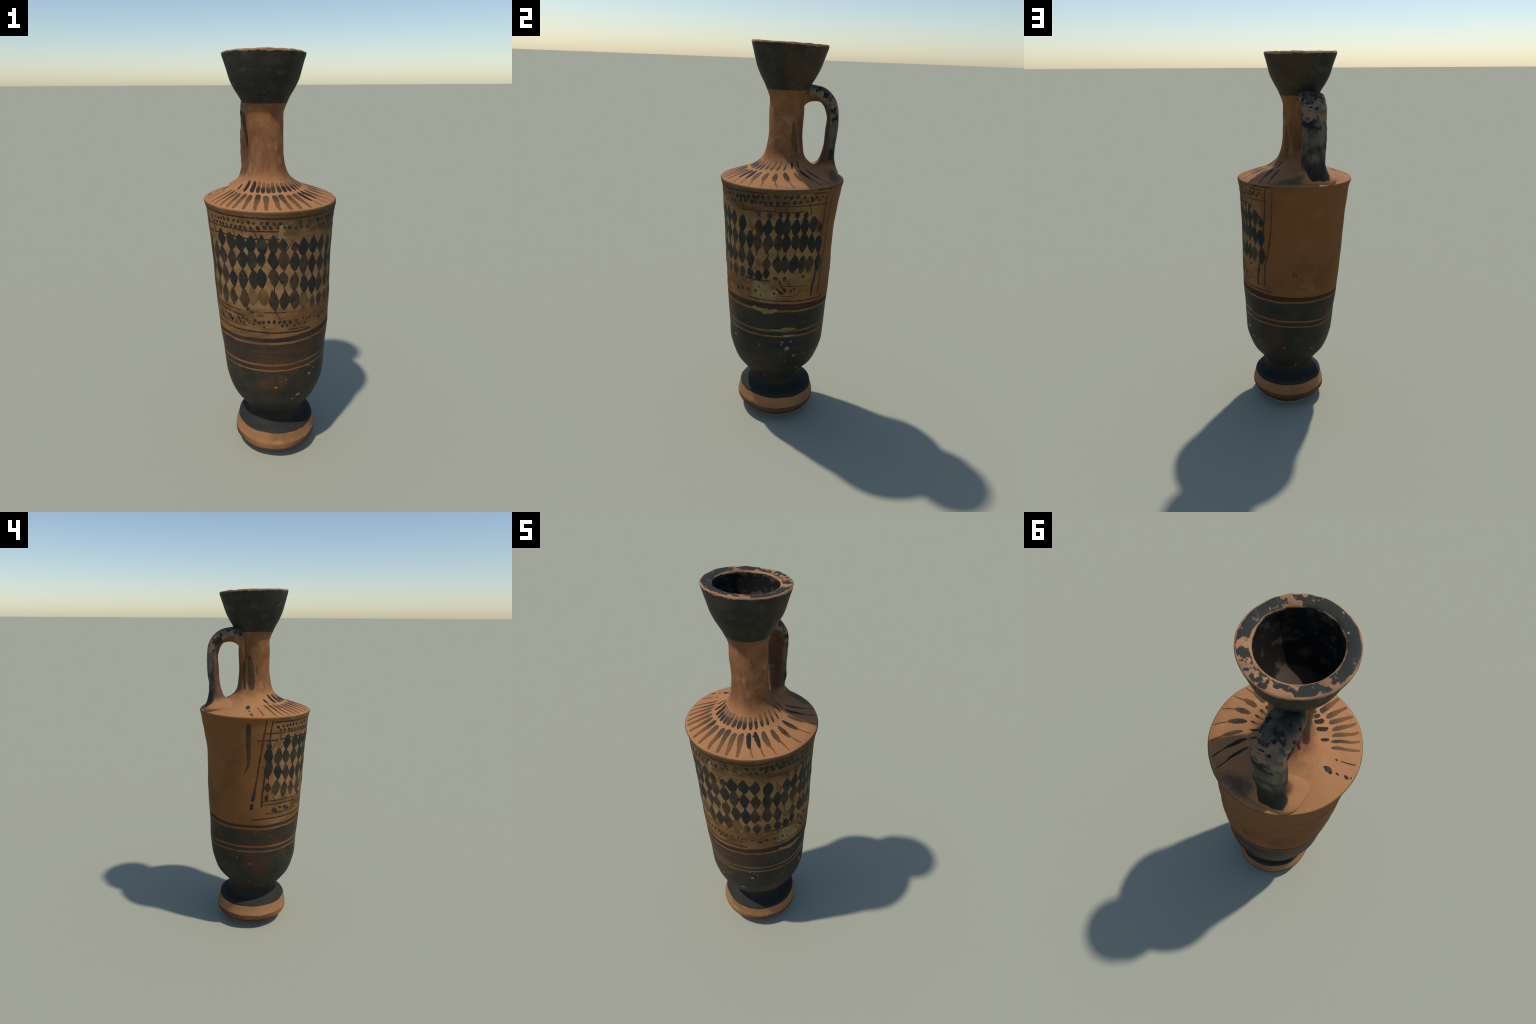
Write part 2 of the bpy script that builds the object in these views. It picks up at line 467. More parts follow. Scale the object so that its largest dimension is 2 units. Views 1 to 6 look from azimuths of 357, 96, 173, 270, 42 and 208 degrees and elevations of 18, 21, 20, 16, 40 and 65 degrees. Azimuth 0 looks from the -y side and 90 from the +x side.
V = np.concatenate(rows)
nrow = len(rows)
quads = {}
for i in range(nrow - 1):
    p = part_of_row[i]
    for j in range(SEG):
        k = (j + 1) % SEG
        quads.setdefault(p, []).append((i * SEG + j, i * SEG + k, (i + 1) * SEG + k, (i + 1) * SEG + j))
quads['foot'].append(tuple(range(SEG - 1, -1, -1)))
quads['mouth'].append(tuple((nrow - 1) * SEG + j for j in range(SEG)))

# vertex normals of the whole pot
N = np.zeros_like(V)
allq = np.array([q for p in quads for q in quads[p] if len(q) == 4])
fn = np.cross(V[allq[:, 2]] - V[allq[:, 0]], V[allq[:, 3]] - V[allq[:, 1]])
for c in range(4):
    np.add.at(N, allq[:, c], fn)
N /= np.linalg.norm(N, axis=1)[:, None] + 1e-12

PART = {}
for p in ('foot', 'body', 'shoulder', 'neck', 'mouth'):
    idx = np.unique(np.concatenate([np.array(q) for q in quads[p]]))
    remap = {int(a): b for b, a in enumerate(idx)}
    ob = new_mesh_object(p, V[idx], [tuple(remap[a] for a in q) for q in quads[p]], MAT[p], root)
    ob.data.normals_split_custom_set_from_vertices([tuple(n) for n in N[idx]])
    PART[p] = ob

# ------------------------------------------------------------------ handle
# cross-sections of the strap: inner point (y, z), outer point (y, z), half width, x centre;
# both ends flare out where the wet clay was smoothed onto neck and shoulder
SECTIONS = [(.055, 1.600, .055, 1.826, .056, -.042), (.072, 1.650, .070, 1.820, .060, -.046), (.084, 1.688, .088, 1.812, .061, -.051),
            (.098, 1.710, .106, 1.806, .060, -.056), (.118, 1.721, .130, 1.802, .060, -.060), (.143, 1.725, .165, 1.797, .061, -.060),
            (.168, 1.720, .200, 1.780, .062, -.060), (.188, 1.700, .232, 1.750, .063, -.060), (.200, 1.672, .255, 1.712, .063, -.060),
            (.2045, 1.640, .263, 1.665, .063, -.060), (.203, 1.600, .265, 1.605, .062, -.060), (.200, 1.550, .262, 1.550, .062, -.060),
            (.196, 1.500, .257, 1.500, .061, -.060), (.188, 1.462, .257, 1.462, .062, -.062), (.178, 1.436, .259, 1.436, .063, -.065),
            (.162, 1.419, .263, 1.416, .067, -.066), (.140, 1.409, .269, 1.402, .075, -.065), (.116, 1.402, .275, 1.391, .087, -.063),
            (.096, 1.396, .280, 1.382, .102, -.061), (.078, 1.389, .285, 1.374, .118, -.059), (.066, 1.378, .289, 1.364, .126, -.058),
            (.062, 1.350, .288, 1.340, .122, -.058)]
sp = np.array(SECTIONS)
mid = np.stack([(sp[:, 0] + sp[:, 2]) / 2, (sp[:, 1] + sp[:, 3]) / 2], 1)
tk = np.concatenate([[0], np.cumsum(np.hypot(*np.diff(mid, axis=0).T))])
fs = [smooth_interp(tk, sp[:, i]) for i in range(6)]
tt = np.linspace(0, tk[-1], 150)
iy, iz, oy, oz, hw, hx = [f(tt) for f in fs]
NS = 72
phi = np.arange(NS) * 2 * math.pi / NS
hv = []
for i in range(len(tt)):
    cp, s_ = np.cos(phi), np.sin(phi)
    a = np.sign(cp) * np.abs(cp) ** .68
    b = np.sign(s_) * np.abs(s_) ** .72
    skew = .007 * b * min(1.0, max(0.0, (1.70 - iz[i]) / .08)) - .004
    k = 14 * tt[i]
    wob = 1 + .018 * np.sin(3 * phi + 4 * k) + .016 * np.sin(2 * phi - 3.1 * k) + .010 * np.sin(5 * phi + 9 * k)
    hv.append(np.stack([hx[i] + skew + .0025 * math.sin(2.3 * k) + a * wob * hw[i],
                        (iy[i] + oy[i]) / 2 + b * wob * (oy[i] - iy[i]) / 2,
                        (iz[i] + oz[i]) / 2 + b * wob * (oz[i] - iz[i]) / 2], -1))
hv = np.concatenate(hv)
hf = [(i * NS + j, (i + 1) * NS + j, (i + 1) * NS + (j + 1) % NS, i * NS + (j + 1) % NS)
      for i in range(len(tt) - 1) for j in range(NS)]
hf += [tuple(range(NS)), tuple((len(tt) - 1) * NS + j for j in range(NS - 1, -1, -1))]
handle = new_mesh_object("handle", hv, hf, MAT['handle'], root)


# ------------------------------------------------------------------ painted decoration
# Every mark is a film of glaze of its own, lying a fraction of a millimetre on the wall.
BLACK = paint_material("glaze_black", rgb(.019, .020, .017), rgb(.042, .036, .023), .6, .70, .50)
BROWN = paint_material("glaze_brown", rgb(.028, .024, .017), rgb(.064, .038, .020), .7, .66, .42)
THIN = paint_material("glaze_thin", rgb(.100, .058, .025), rgb(.150, .086, .034), .5, .70, .40)
LINE = paint_material("glaze_line", rgb(.026, .017, .013), rgb(.055, .028, .017), .9, .64, .46, WALL)
TONGUE = paint_material("glaze_tongue", rgb(.036, .029, .020), rgb(.092, .055, .028), .6, .68, .34, CLAY,
                        (1.390, 1.362, rgb(.175, .078, .033)))
TONGUE_DARK = paint_material("glaze_tongue_dark", rgb(.020, .019, .017), rgb(.050, .034, .024), .5, .70, .50, CLAY)
PETAL = paint_material("glaze_petal", rgb(.026, .020, .017), rgb(.050, .034, .022), .5, .70, .44, CLAY,
                       (1.415, 1.426, rgb(.165, .088, .036)))
TAIL = paint_material("glaze_tail", rgb(.150, .056, .026), rgb(.215, .090, .040), .5, .64, .42, CLAY)
WASH = paint_material("glaze_wash", rgb(.062, .042, .024), rgb(.110, .058, .027), .5, .60, .40, rgb(.19, .085, .035))
CHIP = plain_paint("bare_chip", rgb(.25, .18, .105), rgb(.17, .115, .062))
LIME = plain_paint("lime_patch", rgb(.205, .125, .050), rgb(.262, .178, .086), 24)

film = 0


def on_wall(a_deg, z, off):
    """points lying `off` above the wall; a_deg in degrees"""
    a = np.radians(np.asarray(a_deg, float)); z = np.asarray(z, float)
    p = wall(a, z)
    du = wall(a + 1e-3, z) - wall(a - 1e-3, z); dv = wall(a, z + 5e-4) - wall(a, z - 5e-4)
    nrm = np.cross(du, dv)
    nrm /= np.linalg.norm(nrm, axis=-1, keepdims=True)
    return p + nrm * off


def next_film(base):
    global film
    film += 1
    return base + (film % 37) * 1.2e-5


def blob(name, mat, parent, az0, z0, half_w, half_h, power=1.0, rough=.08, lean=0.0, n=40, base=.0007, seed=0):
    """a closed dab: half_w, half_h in metres along and up the wall; power 1 = oval, 2 = diamond"""
    t = np.arange(n) * 2 * math.pi / n
    r = np.random.default_rng(seed + 1000)
    ph = r.uniform(0, 6.28, 6)
    w = 1 + rough * sum(np.sin(k * t + ph[k - 2]) / (k - 1) ** .5 for k in range(2, 7)) * .6
    cx = np.sign(np.cos(t)) * np.abs(np.cos(t)) ** power * half_w * w
    cy = np.sign(np.sin(t)) * np.abs(np.sin(t)) ** power * half_h * w
    rad = float(radius_at(z0))
    off = next_film(base)
    V, F = [], []
    for k, f in enumerate((1.0, .75, .5, .25)):
        zz = z0 + cy * f
        aa = az0 + np.degrees((cx * f + lean * cy * f) / rad)
        V.append(on_wall(aa, zz, off + (0 if k else -.0006)))
    V.append(on_wall([az0], [z0], off))
    for k in range(3):
        F += [(k * n + j, k * n + (j + 1) % n, (k + 1) * n + (j + 1) % n, (k + 1) * n + j) for j in range(n)]
    F += [(3 * n + j, 3 * n + (j + 1) % n, 4 * n) for j in range(n)]
    return new_mesh_object(name, np.concatenate(V), F, mat, parent)


def stroke(name, mat, parent, pts, width, seed=0, base=.0005, rough=.25, step=.004, closed=False):
    """a brush stroke through (azimuth, height) points; width = metres, or a list of half-way widths per point"""
    pts = np.array(pts, float)
    if closed:
        pts = np.vstack([pts, pts[:1]])
    rad = radius_at(pts[:, 1])
    seg = np.hypot(np.radians(np.diff(pts[:, 0])) * (rad[1:] + rad[:-1]) / 2,
                   np.hypot(np.diff(pts[:, 1]), np.diff(rad)))
    L = np.concatenate([[0], np.cumsum(seg)])
    m = max(6, int(L[-1] / step))
    s = np.linspace(0, L[-1], m)
    fa, fz = smooth_interp(L, pts[:, 0]), smooth_interp(L, pts[:, 1])
    wid = np.full(len(pts), width) if np.isscalar(width) else np.array(width, float)
    w = np.interp(s, L, wid)
    r = np.random.default_rng(seed + 77)
    ph = r.uniform(0, 6.28, 4)
    w = w * (1 + rough * (.5 * np.sin(s * 90 + ph[0]) + .4 * np.sin(s * 210 + ph[1]) + .3 * np.sin(s * 430 + ph[2])))
    if not closed:                           # rounded ends
        endc = np.minimum(s, L[-1] - s) / (np.maximum(w, 1e-5) * .6)
        w = w * np.sqrt(np.clip(1 - (1 - np.clip(endc, 0, 1)) ** 2, .02, 1))
    a, z = fa(s), fz(s)
    P0 = on_wall(a, z, 0)
    T = np.gradient(P0, axis=0); T /= np.linalg.norm(T, axis=1)[:, None] + 1e-12
    ra = radius_at(z)
    # side direction on the wall, measured in (azimuth, height)
    da, dzz = np.gradient(np.radians(a) * ra), np.gradient(z)
    slope = np.hypot(np.gradient(z), np.gradient(ra)) / (np.abs(np.gradient(z)) + 1e-9)
    slope = np.clip(slope, 1, 4)
    horiz = np.abs(da) / (np.hypot(da, dzz * slope) + 1e-12)
    off = next_film(base)
    cols = []
    for f in (-.5, -.22, .0, .22, .5):
        ln = np.hypot(da, dzz * slope) + 1e-12
        sa = -dzz * slope / ln * w * f; sz = da / ln * w * f / slope
        drop = -.0004 if abs(f) == .5 else 0.0
        cols.append(on_wall(a + np.degrees(sa / ra), z + sz, off + drop))
    V = np.stack(cols, 1).reshape(-1, 3)
    F = [(i * 5 + j, i * 5 + j + 1, (i + 1) * 5 + j + 1, (i + 1) * 5 + j) for i in range(m - 1) for j in range(4)]
    ob = new_mesh_object(name, V, F, mat, parent)
    # face outwards
    pn = ob.data.polygons[len(F) // 2]
    c = np.array(pn.center); outward = np.array([c[0] - float(axis_x(c[2])), c[1] - float(axis_y(c[2])), .2])
    if float(np.dot(np.array(pn.normal), outward)) < 0:
        ob.data.flip_normals()
    return ob


body, shoulder, neck = PART['body'], PART['shoulder'], PART['neck']

# --- lozenge net: columns round the front, rows sagging to the right
COLUMNS = [-75, -64.3, -53.6, -42.6, -31.0, -21.5, -13.0, -2.6, 6.4, 16.0, 25.0, 35.0, 45.0, 55.8, 66.0, 75.0,
           84.0, 94.2, 102.0, 110.8, 119.5, 128.7, 137.5]
ROWS = [smooth_interp([-76, -52, -30, 0, 25, 45, 66, 84, 95, 111, 127, 138],
                      [1.187, 1.206, 1.197, 1.200, 1.181, 1.174, 1.160, 1.157, 1.165, 1.162, 1.172, 1.152]),
        smooth_interp([-76, -64, -42, -20, 6, 25, 45, 66, 84, 102, 120, 138],
                      [1.137, 1.125, 1.117, 1.126, 1.124, 1.101, 1.087, 1.088, 1.074, 1.090, 1.084, 1.070]),
        smooth_interp([-76, -64, -43, -22, 0, 16, 35, 55, 84, 102, 121, 138],
                      [1.056, 1.040, 1.020, 1.034, 1.046, 1.018, .992, .996, .969, .978, .970, .966]),
        smooth_interp([-76, -64, -50, -35, -20, 0, 16, 35, 55, 75, 84], [.952, .944, .926, .927, .955, .934, .937, .909, .912, .908, .918])]
BLACKEST = {(0, 8), (0, 10), (0, 2), (0, 4), (1, 5), (1, 6), (1, 7), (0, 13), (1, 13), (1, 14), (0, 19), (0, 20), (0, 21),
            (1, 21), (2, 18), (1, 10), (1, 11), (0, 11), (0, 16), (1, 22), (0, 17), (1, 0), (0, 5), (2, 6)}
LEAN = {(2, 8), (1, 8), (1, 9), (2, 12), (3, 7), (3, 8), (3, 9), (0, 12), (2, 16), (0, 3), (2, 4), (2, 5), (3, 4), (2, 10)}
FAINT = {(3, 5), (3, 6), (3, 10), (0, 14), (2, 15), (0, 1)}
SMALL = {(0, 0): .55, (0, 1): .6, (0, 8): .75, (0, 9): .55, (0, 14): .4, (3, 11): .6, (3, 12): .65, (3, 13): .6, (3, 14): .6,
         (3, 15): .6, (3, 16): .55, (2, 15): .5, (0, 22): .55, (3, 0): .6, (1, 6): .7, (2, 8): .75, (2, 16): .75}
for r, row in enumerate(ROWS):
    for c, col in enumerate(COLUMNS):
        if r == 3 and c > 16:
            continue
        k = r * 40 + c
        jit = np.random.default_rng(k)
        mat = BLACK if (r, c) in BLACKEST else BROWN if (r, c) in LEAN else THIN if (r, c) in FAINT else \
            (BLACK if jit.random() < .55 else BROWN)
        f = SMALL.get((r, c), 1.0)
        a0 = col + jit.normal(0, .5) + (-1.2 if r == 3 and c < 4 else 0)
        z0 = float(row(col)) + jit.normal(0, .002)
        hw = .0254 * f ** .6 * jit.uniform(.88, 1.10)
        hh = .0485 * f * jit.uniform(.92, 1.08)
        blob("painted_lozenge", mat, body, a0, z0, hw, hh, 1.50, .08, jit.normal(0, .05), 56, .0008, k)
        # thin tip joining it to the one below
        if f > .58 and jit.random() < .8:
            zb = float(ROWS[r + 1](col)) if r < 3 and not (r == 2 and c > 16) else z0 - .07
            stroke("painted_stem", LINE, body, [(a0, z0 - hh * .8), (a0 + jit.normal(0, .4), (z0 + zb) / 2 - .01),
                                                (a0 + jit.normal(0, .4), zb + .03)], .0038, k, .0006)
# drawn net: slanting sides joining each lozenge's right corner to its neighbours' tips
for r, row in enumerate(ROWS):
    for c in range(len(COLUMNS) - 1):
        if r == 3 and c > 15:
            continue
        jit = np.random.default_rng(2000 + r * 40 + c)
        if jit.random() < .35:
            continue
        a0, a1 = COLUMNS[c], COLUMNS[c + 1]
        z0, z1 = float(row(a0)), float(row(a1))
        up = .046 if jit.random() < .5 else -.046
        stroke("painted_guide", LINE, body, [(a0 + 1.2, z0 + up * .75), (a0 + (a1 - a0) * .5, (z0 + z1) / 2), (a1 - 1.2, z1 - up * .75)],
               .0032, 2000 + r * 40 + c, .00058)
# half lozenges cut off by the upper line, and dabs under the net on the right
for i, (a0, z0) in enumerate([(74.7, 1.226), (85.3, 1.222), (95.3, 1.226), (102.1, 1.227), (110.9, 1.226), (119.5, 1.226)]):
    blob("painted_lozenge", BLACK if i > 3 else BROWN, body, a0, z0, .0115, .0165, 1.15, .12, 0, 36, .0008, 300 + i)
for i, (a0, z0, w, h) in enumerate([(92.5, .900, .011, .010), (101.8, .901, .010, .011), (121.2, .908, .007, .008),
                                    (-76.4, .888, .012, .018), (-28.6, .881, .009, .012), (-24.5, .868, .012, .010)]):
    blob("painted_dot", BROWN, body, a0, z0, w, h, 1.0, .12, 0, 32, .0009, 320 + i)

# --- ruled lines of the panel: (points, width)
LINES = [([(-71, 1.3225), (-50, 1.321), (-20, 1.319), (0, 1.317), (20, 1.317), (45, 1.320), (62, 1.325), (84, 1.329)], .0060),
         ([(124, 1.330), (140, 1.328)], .0045), ([(128, 1.347), (149, 1.345)], .0045),
         ([(-80.5, 1.261), (-60, 1.260), (-42, 1.262), (-22, 1.258), (-7, 1.260), (3, 1.260)], .0055),
         ([(78, 1.266), (100, 1.270), (129, 1.272), (146, 1.269)], .0040),
         ([(-88.5, 1.222), (-71, 1.221), (-57, 1.226), (-44, 1.228), (-26, 1.223), (-7, 1.224), (3, 1.225)], .0060),
         ([(55, 1.232), (71, 1.240), (84, 1.242), (100, 1.240), (118, 1.242)], .0040),
         ([(-83.6, .867), (-67, .869), (-51, .869), (-36, .866)], .0042),
         ([(-80.6, .847), (-54, .848), (-42, .845), (-31.5, .842)], .0052),
         ([(-12.5, .872), (1, .872), (8, .873)], .0040), ([(60, .882), (75, .884), (88, .884)], .0050),
         ([(-77, .793), (-60, .795), (-43, .793), (-30.5, .793)], .0045),
         ([(-93.6, .755), (-72, .763), (-44, .764), (-19, .768), (0, .768), (20, .767), (34, .770)], .0058),
         ([(62, .779), (80, .778), (106, .776), (121, .774), (150, .768)], .0045),
         ([(98, .860), (112, .859), (127, .852)], .0030), ([(98, .803), (106, .804), (116, .807), (118, .830)], .0030),
         ([(-20, .853), (-13, .853)], .0040), ([(10, .7825), (30, .781)], .0030)]
for i, (pts, w) in enumerate(LINES):
    stroke("painted_line", LINE, body, pts, w * 1.2, 400 + i, .0005)
# upright borders of the panel
BORDERS = [([(145.0, 1.345), (141.8, 1.30), (141.5, 1.213), (140.4, 1.131), (138.2, 1.02), (136.4, .95), (134.5, .885),
             (132.6, .841), (132.5, .790)], [.004, .004, .005, .005, .006, .007, .009, .009, .006]),
           ([(151.0, 1.338), (149.7, 1.262), (149.2, 1.187), (148.0, 1.08), (145.5, .984), (142.6, .898), (141.7, .794)],
            [.004, .004, .005, .006, .006, .006, .008]),
           ([(-78.3, 1.335), (-81.0, 1.249), (-83.5, 1.16), (-86.2, 1.075), (-88.3, .998), (-90.6, .930)],
            [.005, .006, .006, .006, .006, .010]),
           ([(-90.4, .935), (-91.3, .900), (-92.6, .868)], [.012, .014, .009]), ([(-92.8, .858), (-93.4, .818)], [.013, .010]),
           ([(-71.8, 1.339), (-74.0, 1.261), (-75.7, 1.19), (-78.0, 1.085), (-79.9, .995), (-81.4, .918), (-81.7, .831)],
            [.005, .005, .005, .006, .006, .007, .006])]
for i, (pts, w) in enumerate(BORDERS):
    stroke("painted_border", (BROWN, BROWN, LINE, BLACK, BLACK, LINE)[i], body, pts, [1.45 * x for x in w], 450 + i, .0006)
# slanting guide lines of the net showing above and below the lozenges
GUIDES = [((-63, 1.258), (-62.5, 1.225)), ((-52, 1.258), (-51.5, 1.228)), ((-37.5, 1.256), (-36.5, 1.226)),
          ((-29.5, 1.257), (-28.5, 1.224)), ((-20.0, 1.272), (-14.5, 1.205)), ((-67, 1.236), (-70, 1.18)),
          ((58, 1.262), (57.0, 1.235)), ((67.5, 1.258), (68.5, 1.238)), ((71, 1.236), (78, 1.205)), ((90.5, 1.262), (88.5, 1.225)),
          ((101, 1.262), (97.5, 1.236)), ((114.5, 1.262), (114, 1.24)), ((121.5, 1.29), (126, 1.212)), ((131.5, 1.205), (136, 1.165)),
          ((94.5, .905), (101.5, .835)), ((103, .895), (108, .858)), ((96, .885), (99, .842)), ((-72.5, .928), (-66.5, .872)),
          ((-3.2, .885), (2.5, .832)), ((-58.5, 1.20), (-62.5, 1.165)), ((124, 1.24), (119, 1.20)), ((64, 1.20), (67, 1.145)),
          ((70.5, .955), (73.5, .925)), ((79.5, .955), (84, .90)), ((137, 1.19), (132.5, 1.13)), ((-82, 1.075), (-76, 1.02))]
for i, (p, q) in enumerate(GUIDES):
    stroke("painted_guide", LINE, body, [p, ((p[0] + q[0]) / 2 + .3, (p[1] + q[1]) / 2), q], .0034, 480 + i, .00055)

# --- two dotted bands
UPPER = ([-65.9, -59.7, -54.8, -50.9, -46.9, -41.8, -36.5, -32, -28.3, -22.7, -18.4, -11.9, -7.0, -1.5, 3.7, 20.2, 29.5, 38.9,
          44.4, 51, 55.5, 59.5, 64.3, 69.8, 74, 78.5, 84, 90, 93.2, 99, 104.1, 109.2, 116.4, 123.3, 128.5, 135.1],
         smooth_interp([-66, -40, -20, 0, 30, 50, 75, 99, 116, 136], [1.294, 1.300, 1.295, 1.296, 1.295, 1.295, 1.308, 1.316, 1.313, 1.308]))
LOWER = ([-62.4, -58.2, -53, -48.4, -44.3, -39.4, -35, -30.7, -26.2, -20.9, -14.8, -9.2, -4.4, 1.1, 6.9, 11.3, 17, 21.7, 27.6, 32.9,
          41.5, 47, 54.8, 61.2, 67, 71.6, 76.5, 81.3, 86.5, 92, 98, 101.2, 107.4, 112.9, 119.5, 125.2, 132.3],
         smooth_interp([-63, -26, -4, 22, 42, 62, 82, 108, 133], [1.277, 1.272, 1.278, 1.276, 1.266, 1.281, 1.281, 1.289, 1.296]))
for b, (azs, zf) in enumerate((UPPER, LOWER)):
    for i, a0 in enumerate(azs):
        jit = np.random.default_rng(600 + 60 * b + i)
        dirty = 8 < a0 < 46
        big = 1.2 if 50 < a0 < 112 else 1.0
        blob("painted_dot", BLACK if 50 < a0 < 80 or jit.random() < .25 else (THIN if dirty and jit.random() < .3 else BROWN), body,
             a0 + jit.normal(0, .2), float(zf(a0)) + jit.normal(0, .0012), .0078 * big * jit.uniform(.82, 1.15),
             .0088 * big * jit.uniform(.85, 1.15), 1.0, .09, jit.normal(0, .25), 32, .0009, 600 + 60 * b + i)
BOTTOM = [(-50.5, .815, 1.9), (-47.5, .808, 1.3), (-53.5, .822, 1.2), (-66.2, .812, 1.9), (-63.8, .800, 1.1), (-58.8, .823, 1.1),
          (-42.7, .806, .9), (-39.6, .822, 1.0), (-37.8, .808, 1.0), (-34.9, .830, 1), (-33.8, .806, .9), (-30.6, .823, .9), (-28.2, .807, .6),
          (-23.8, .806, .9), (-22.2, .826, 1.1), (-17.9, .817, 1), (-14, .822, 1.1), (-8.7, .824, 1), (-3.6, .825, 1.2),
          (1.4, .823, 1), (6.1, .823, 1.1), (11.8, .820, 1.2), (17.7, .824, 1.1), (20.1, .806, .9), (27.4, .804, .8), (3.9, .804, 1),
          (8.4, .804, 1), (15.9, .799, .8), (25.4, .831, .8), (29.4, .825, .8), (32.7, .827, .7), (39.4, .823, .8), (-13.3, .796, .7),
          (47.3, .805, 1.2), (54.7, .816, 1.1), (62.5, .817, 1.0), (71.6, .823, 1.0), (75.4, .847, .7), (83, .828, .5),
          (94.8, .840, 1.2), (98.3, .823, 1.3), (91.5, .819, .9), (101.7, .841, 1.1), (103, .832, .9), (108.7, .833, 1.2), (112.1, .844, .9)]
for i, (a0, z0, f) in enumerate(BOTTOM):
    jit = np.random.default_rng(800 + i)
    blob("painted_dot", BLACK if f > 1.25 or jit.random() < .3 else BROWN, body, a0, z0, .0074 * f * jit.uniform(.9, 1.1),
         .0082 * f * jit.uniform(.9, 1.1), 1.0, .10, jit.normal(0, .25), 32, .0009, 800 + i)

# --- run of glaze beside the panel, ring mark on the back
stroke("glaze_run", BROWN, body, [(-97.0, 1.318), (-97.0, 1.28), (-97.3, 1.21), (-97.0, 1.15), (-97.2, 1.095), (-98.6, 1.070), (-100.2, 1.050),
                                 (-102.2, 1.030)], [.024, .027, .025, .022, .015, .012, .006, .004], 900, .0007, .12)
ringpts = [(175.6 + 2.3 * math.sin(t), .875 + .0085 * math.cos(t)) for t in np.arange(10) * 2 * math.pi / 10]
ring_mark = [(float(a_), float(z_)) for a_, z_ in ringpts]
stroke("ring_mark", LINE, body, ring_mark, .0050, 901, .0007, .2, .002, True)

# --- tongues on the shoulder: (inner azimuth, outer azimuth)
OUTER = [(-74, -67), (-65, -59.2), (-56.5, -51.5), (-47.5, -43.4), (-38, -37), (-29.2, -27), (-19.4, -17), (-8.4, -7.3), (2.2, 4.5),
         (11, 13.4), (21.3, 22.1), (30.7, 31.2), (39.0, 44.5), (48.4, 53.6), (58.6, 64), (70.9, 76.4), (83.3, 90.8), (97.4, 106.8),
         (112.2, 121.6), (125.3, 134.9), (139.5, 145)]
for i, (a0, a1) in enumerate(OUTER):
    jit = np.random.default_rng(1000 + i)
    z0, z1 = 1.402 + jit.normal(0, .0015), 1.3585
    if i in (19, 20):
        z0 = 1.410
    lerp = lambda t: (a0 + (a1 - a0) * t + jit.normal(0, .25), z0 + (z1 - z0) * t)
    fat = 1.0 + (.45 if 58 < a0 < 100 else 0) + (.15 if 100 < a0 < 130 else 0)
    if i < 12:
        p = [lerp(t) for t in (0, .12, .35, .65, 1)]
        wd = [.0215, .0270, .0255, .0195, .0130]
        stroke("painted_tongue", TONGUE, shoulder, p, [x * jit.uniform(.9, 1.1) for x in wd], 1000 + i, .0006, .08)
    else:
        cut = .62 if a0 < 60 else .56 if a0 < 110 else .60
        p = [lerp(t) for t in (0, .15, .4, cut)]
        stroke("painted_tongue", TONGUE_DARK if i in (19,) or i < 14 else TONGUE_DARK if i > 18 else TONGUE, shoulder, p,
               [.019 * fat, .0260 * fat, .0255 * fat, .013 * fat], 1000 + i, .0006, .10)
        p = [lerp(t) for t in (cut - .06, .8, 1)]
        stroke("painted_tail", TAIL if i < 19 else TONGUE_DARK, shoulder, p, [.010, .0085, .0075], 1050 + i, .0005, .3)
INNER = [(-68.5, -65.5, 1.426), (-51, -47.5, 1.444), (-35, -33.2, 1.444), (-23.5, -22.6, 1.446), (-13, -14, 1.442), (-4.5, -4.5, 1.44),
         (5, 3.2, 1.442), (14.4, 13.8, 1.438), (24, 23.4, 1.439), (32.3, 33, 1.438), (42.6, 43.4, 1.439), (53, 52.2, 1.438),
         (63.8, 63.4, 1.444), (77, 73.6, 1.445), (90.8, 85, 1.446), (103.8, 97, 1.442), (116.5, 113.2, 1.444), (131.8, 128.2, 1.446)]
for i, (a0, a1, z0) in enumerate(INNER):
    jit = np.random.default_rng(1100 + i)
    z1 = 1.4075 if a1 < 60 else 1.411 if a1 < 110 else 1.417
    fat = 1.35 if i in (0, 1, 2) else 1.15 if i > 11 else 1.0
    p = [(a0 + (a1 - a0) * t, z0 + (z1 - z0) * t) for t in (0, .3, .7, 1)]
    stroke("painted_petal", TONGUE_DARK if i < 3 or i > 15 else PETAL, shoulder, p,
           [.0135 * fat, .0165 * fat, .0200 * fat, .0185 * fat], 1100 + i, .0006, .10)
for i, (a0, z0, w, h) in enumerate([(-100.6, 1.3915, .012, .0060), (-97.3, 1.3790, .0045, .0022), (-94.2, 1.3668, .0070, .0036),
                                    (-92.2, 1.3598, .0040, .0016), (-85.6, 1.3895, .0040, .0018), (46.0, 1.3955, .0045, .0018)]):
    blob("painted_fleck", TONGUE_DARK, shoulder, a0, z0, w, h, .85, .16, 0, 32, .0007, 1200 + i)
stroke("painted_fleck", TONGUE_DARK, shoulder, [(-84.4, 1.384), (-82.5, 1.372), (-80.7, 1.362)], .010, 1210, .0007, .25)

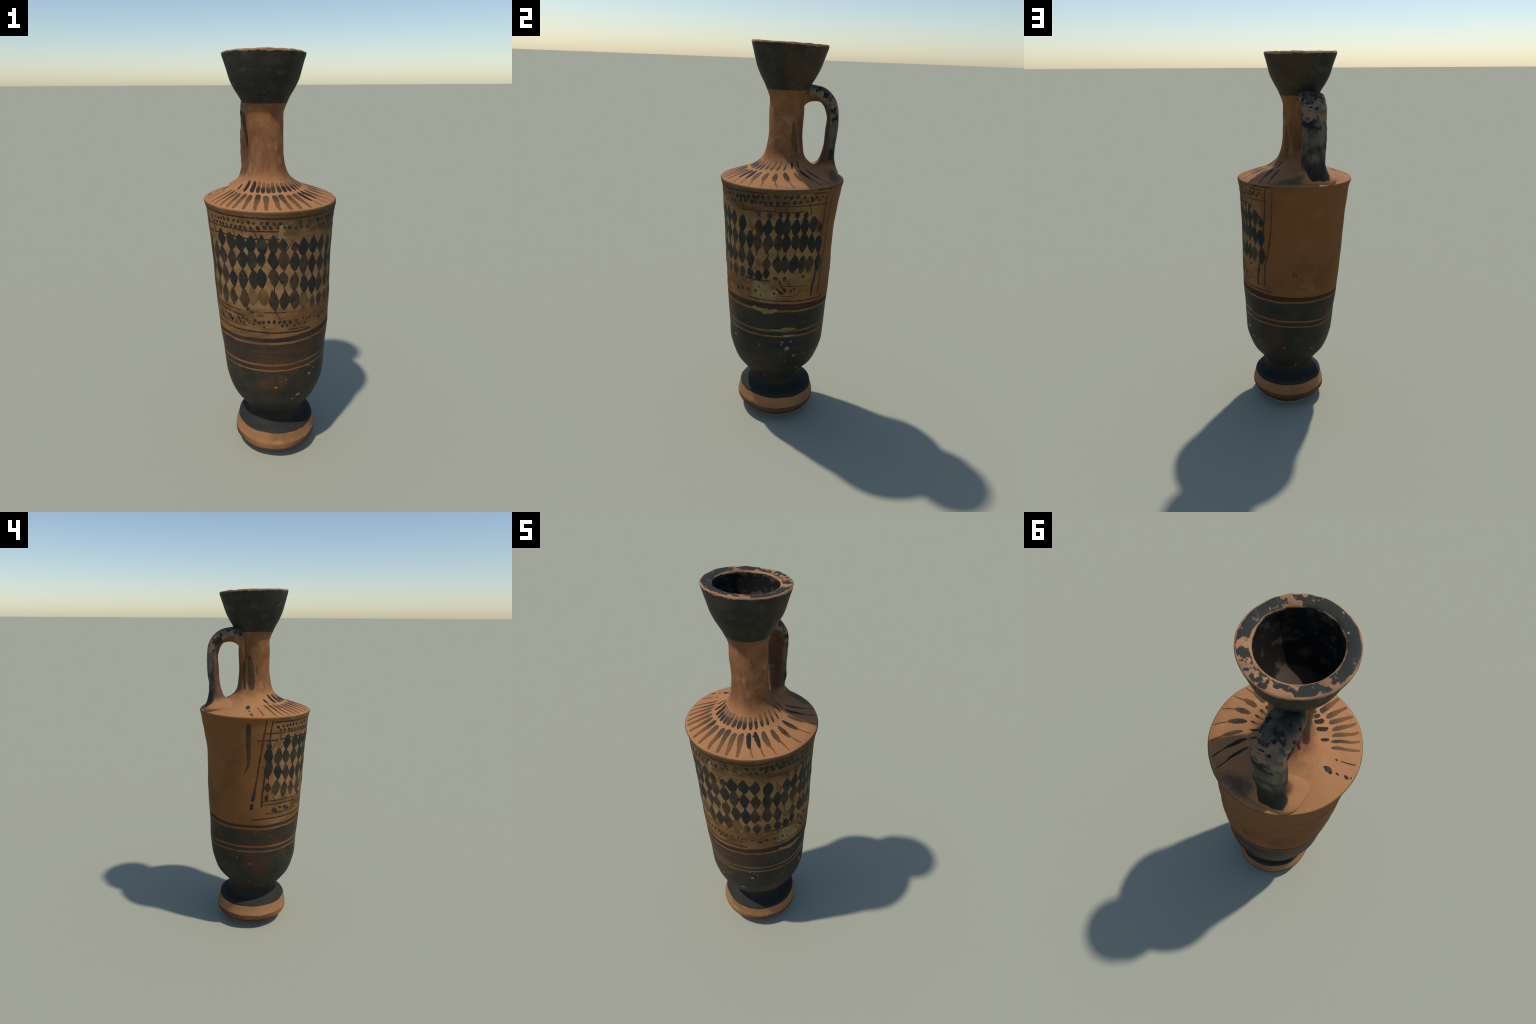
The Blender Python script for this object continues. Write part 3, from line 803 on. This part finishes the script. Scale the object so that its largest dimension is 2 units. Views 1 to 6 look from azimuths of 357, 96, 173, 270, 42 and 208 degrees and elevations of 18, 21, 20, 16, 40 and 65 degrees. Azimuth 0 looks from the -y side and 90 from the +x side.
# --- dark washes brushed down the neck
for i, (pts, w) in enumerate([([(-109, 1.655), (-106, 1.60), (-104, 1.54), (-103, 1.468)], [.018, .030, .040, .044]),
                              ([(-83.5, 1.60), (-80, 1.565), (-80, 1.545)], [.006, .010, .006]),
                              ([(-132, 1.66), (-132, 1.55), (-126, 1.468)], [.010, .016, .014]),
                              ([(122, 1.632), (127, 1.57), (132, 1.52), (139, 1.488)], [.010, .028, .034, .018]),]):
    stroke("painted_stroke", WASH, neck, pts, w, 1300 + i, .0006, .12)

# --- chips that show the pale clay, and the lime-encrusted patch of the panel
CHIPS = [(108.5, .497, .014), (117.5, .448, .010), (102.3, .536, .009), (113, .537, .007), (101.8, .522, .005), (107.3, .416, .005),
         (128.6, .343, .006), (75.2, .261, .006), (36.6, .507, .010), (-3.8, .463, .008), (23.1, .401, .012), (16.8, .379, .007),
         (34.1, .557, .006), (43, .531, .005), (7.5, .507, .004), (166.4, .423, .008), (-155.3, .398, .006), (133.7, .445, .005),
         (-170.7, .244, .006), (121.9, .451, .006), (-94.4, .469, .006), (-111.8, .505, .005), (-96.7, .340, .005), (75.5, .506, .004),
         (129.6, .449, .005), (39, .548, .004), (60, .62, .004), (-70, .655, .004), (-88, .668, .004), (-150, .645, .004)]
for i, (a0, z0, f) in enumerate(CHIPS):
    blob("chip", CHIP, body, a0, z0, f * .95, f * .75, .9, .18, 0, 32, .0007, 1400 + i)
for i, (a0, z0, w, h) in enumerate([(76, .842, .052, .026), (84, .822, .052, .045), (72, .800, .035, .022), (84, .778, .048, .018),
                                    (78, .722, .036, .013), (86, .716, .045, .016), (70, .727, .016, .007),
                                    (107, .614, .030, .009), (114, .612, .016, .006), (96, .608, .030, .006), (108, .572, .034, .007),
                                    (68, .955, .015, .030), (77.5, .945, .015, .030), (5.2, 1.268, .017, .024), (4.2, 1.232, .013, .022), (63, .867, .006, .008)]):
    blob("lime_patch", LIME, body, a0, z0, w, h, .9, .30, 0, 56, .00035, 1500 + i)
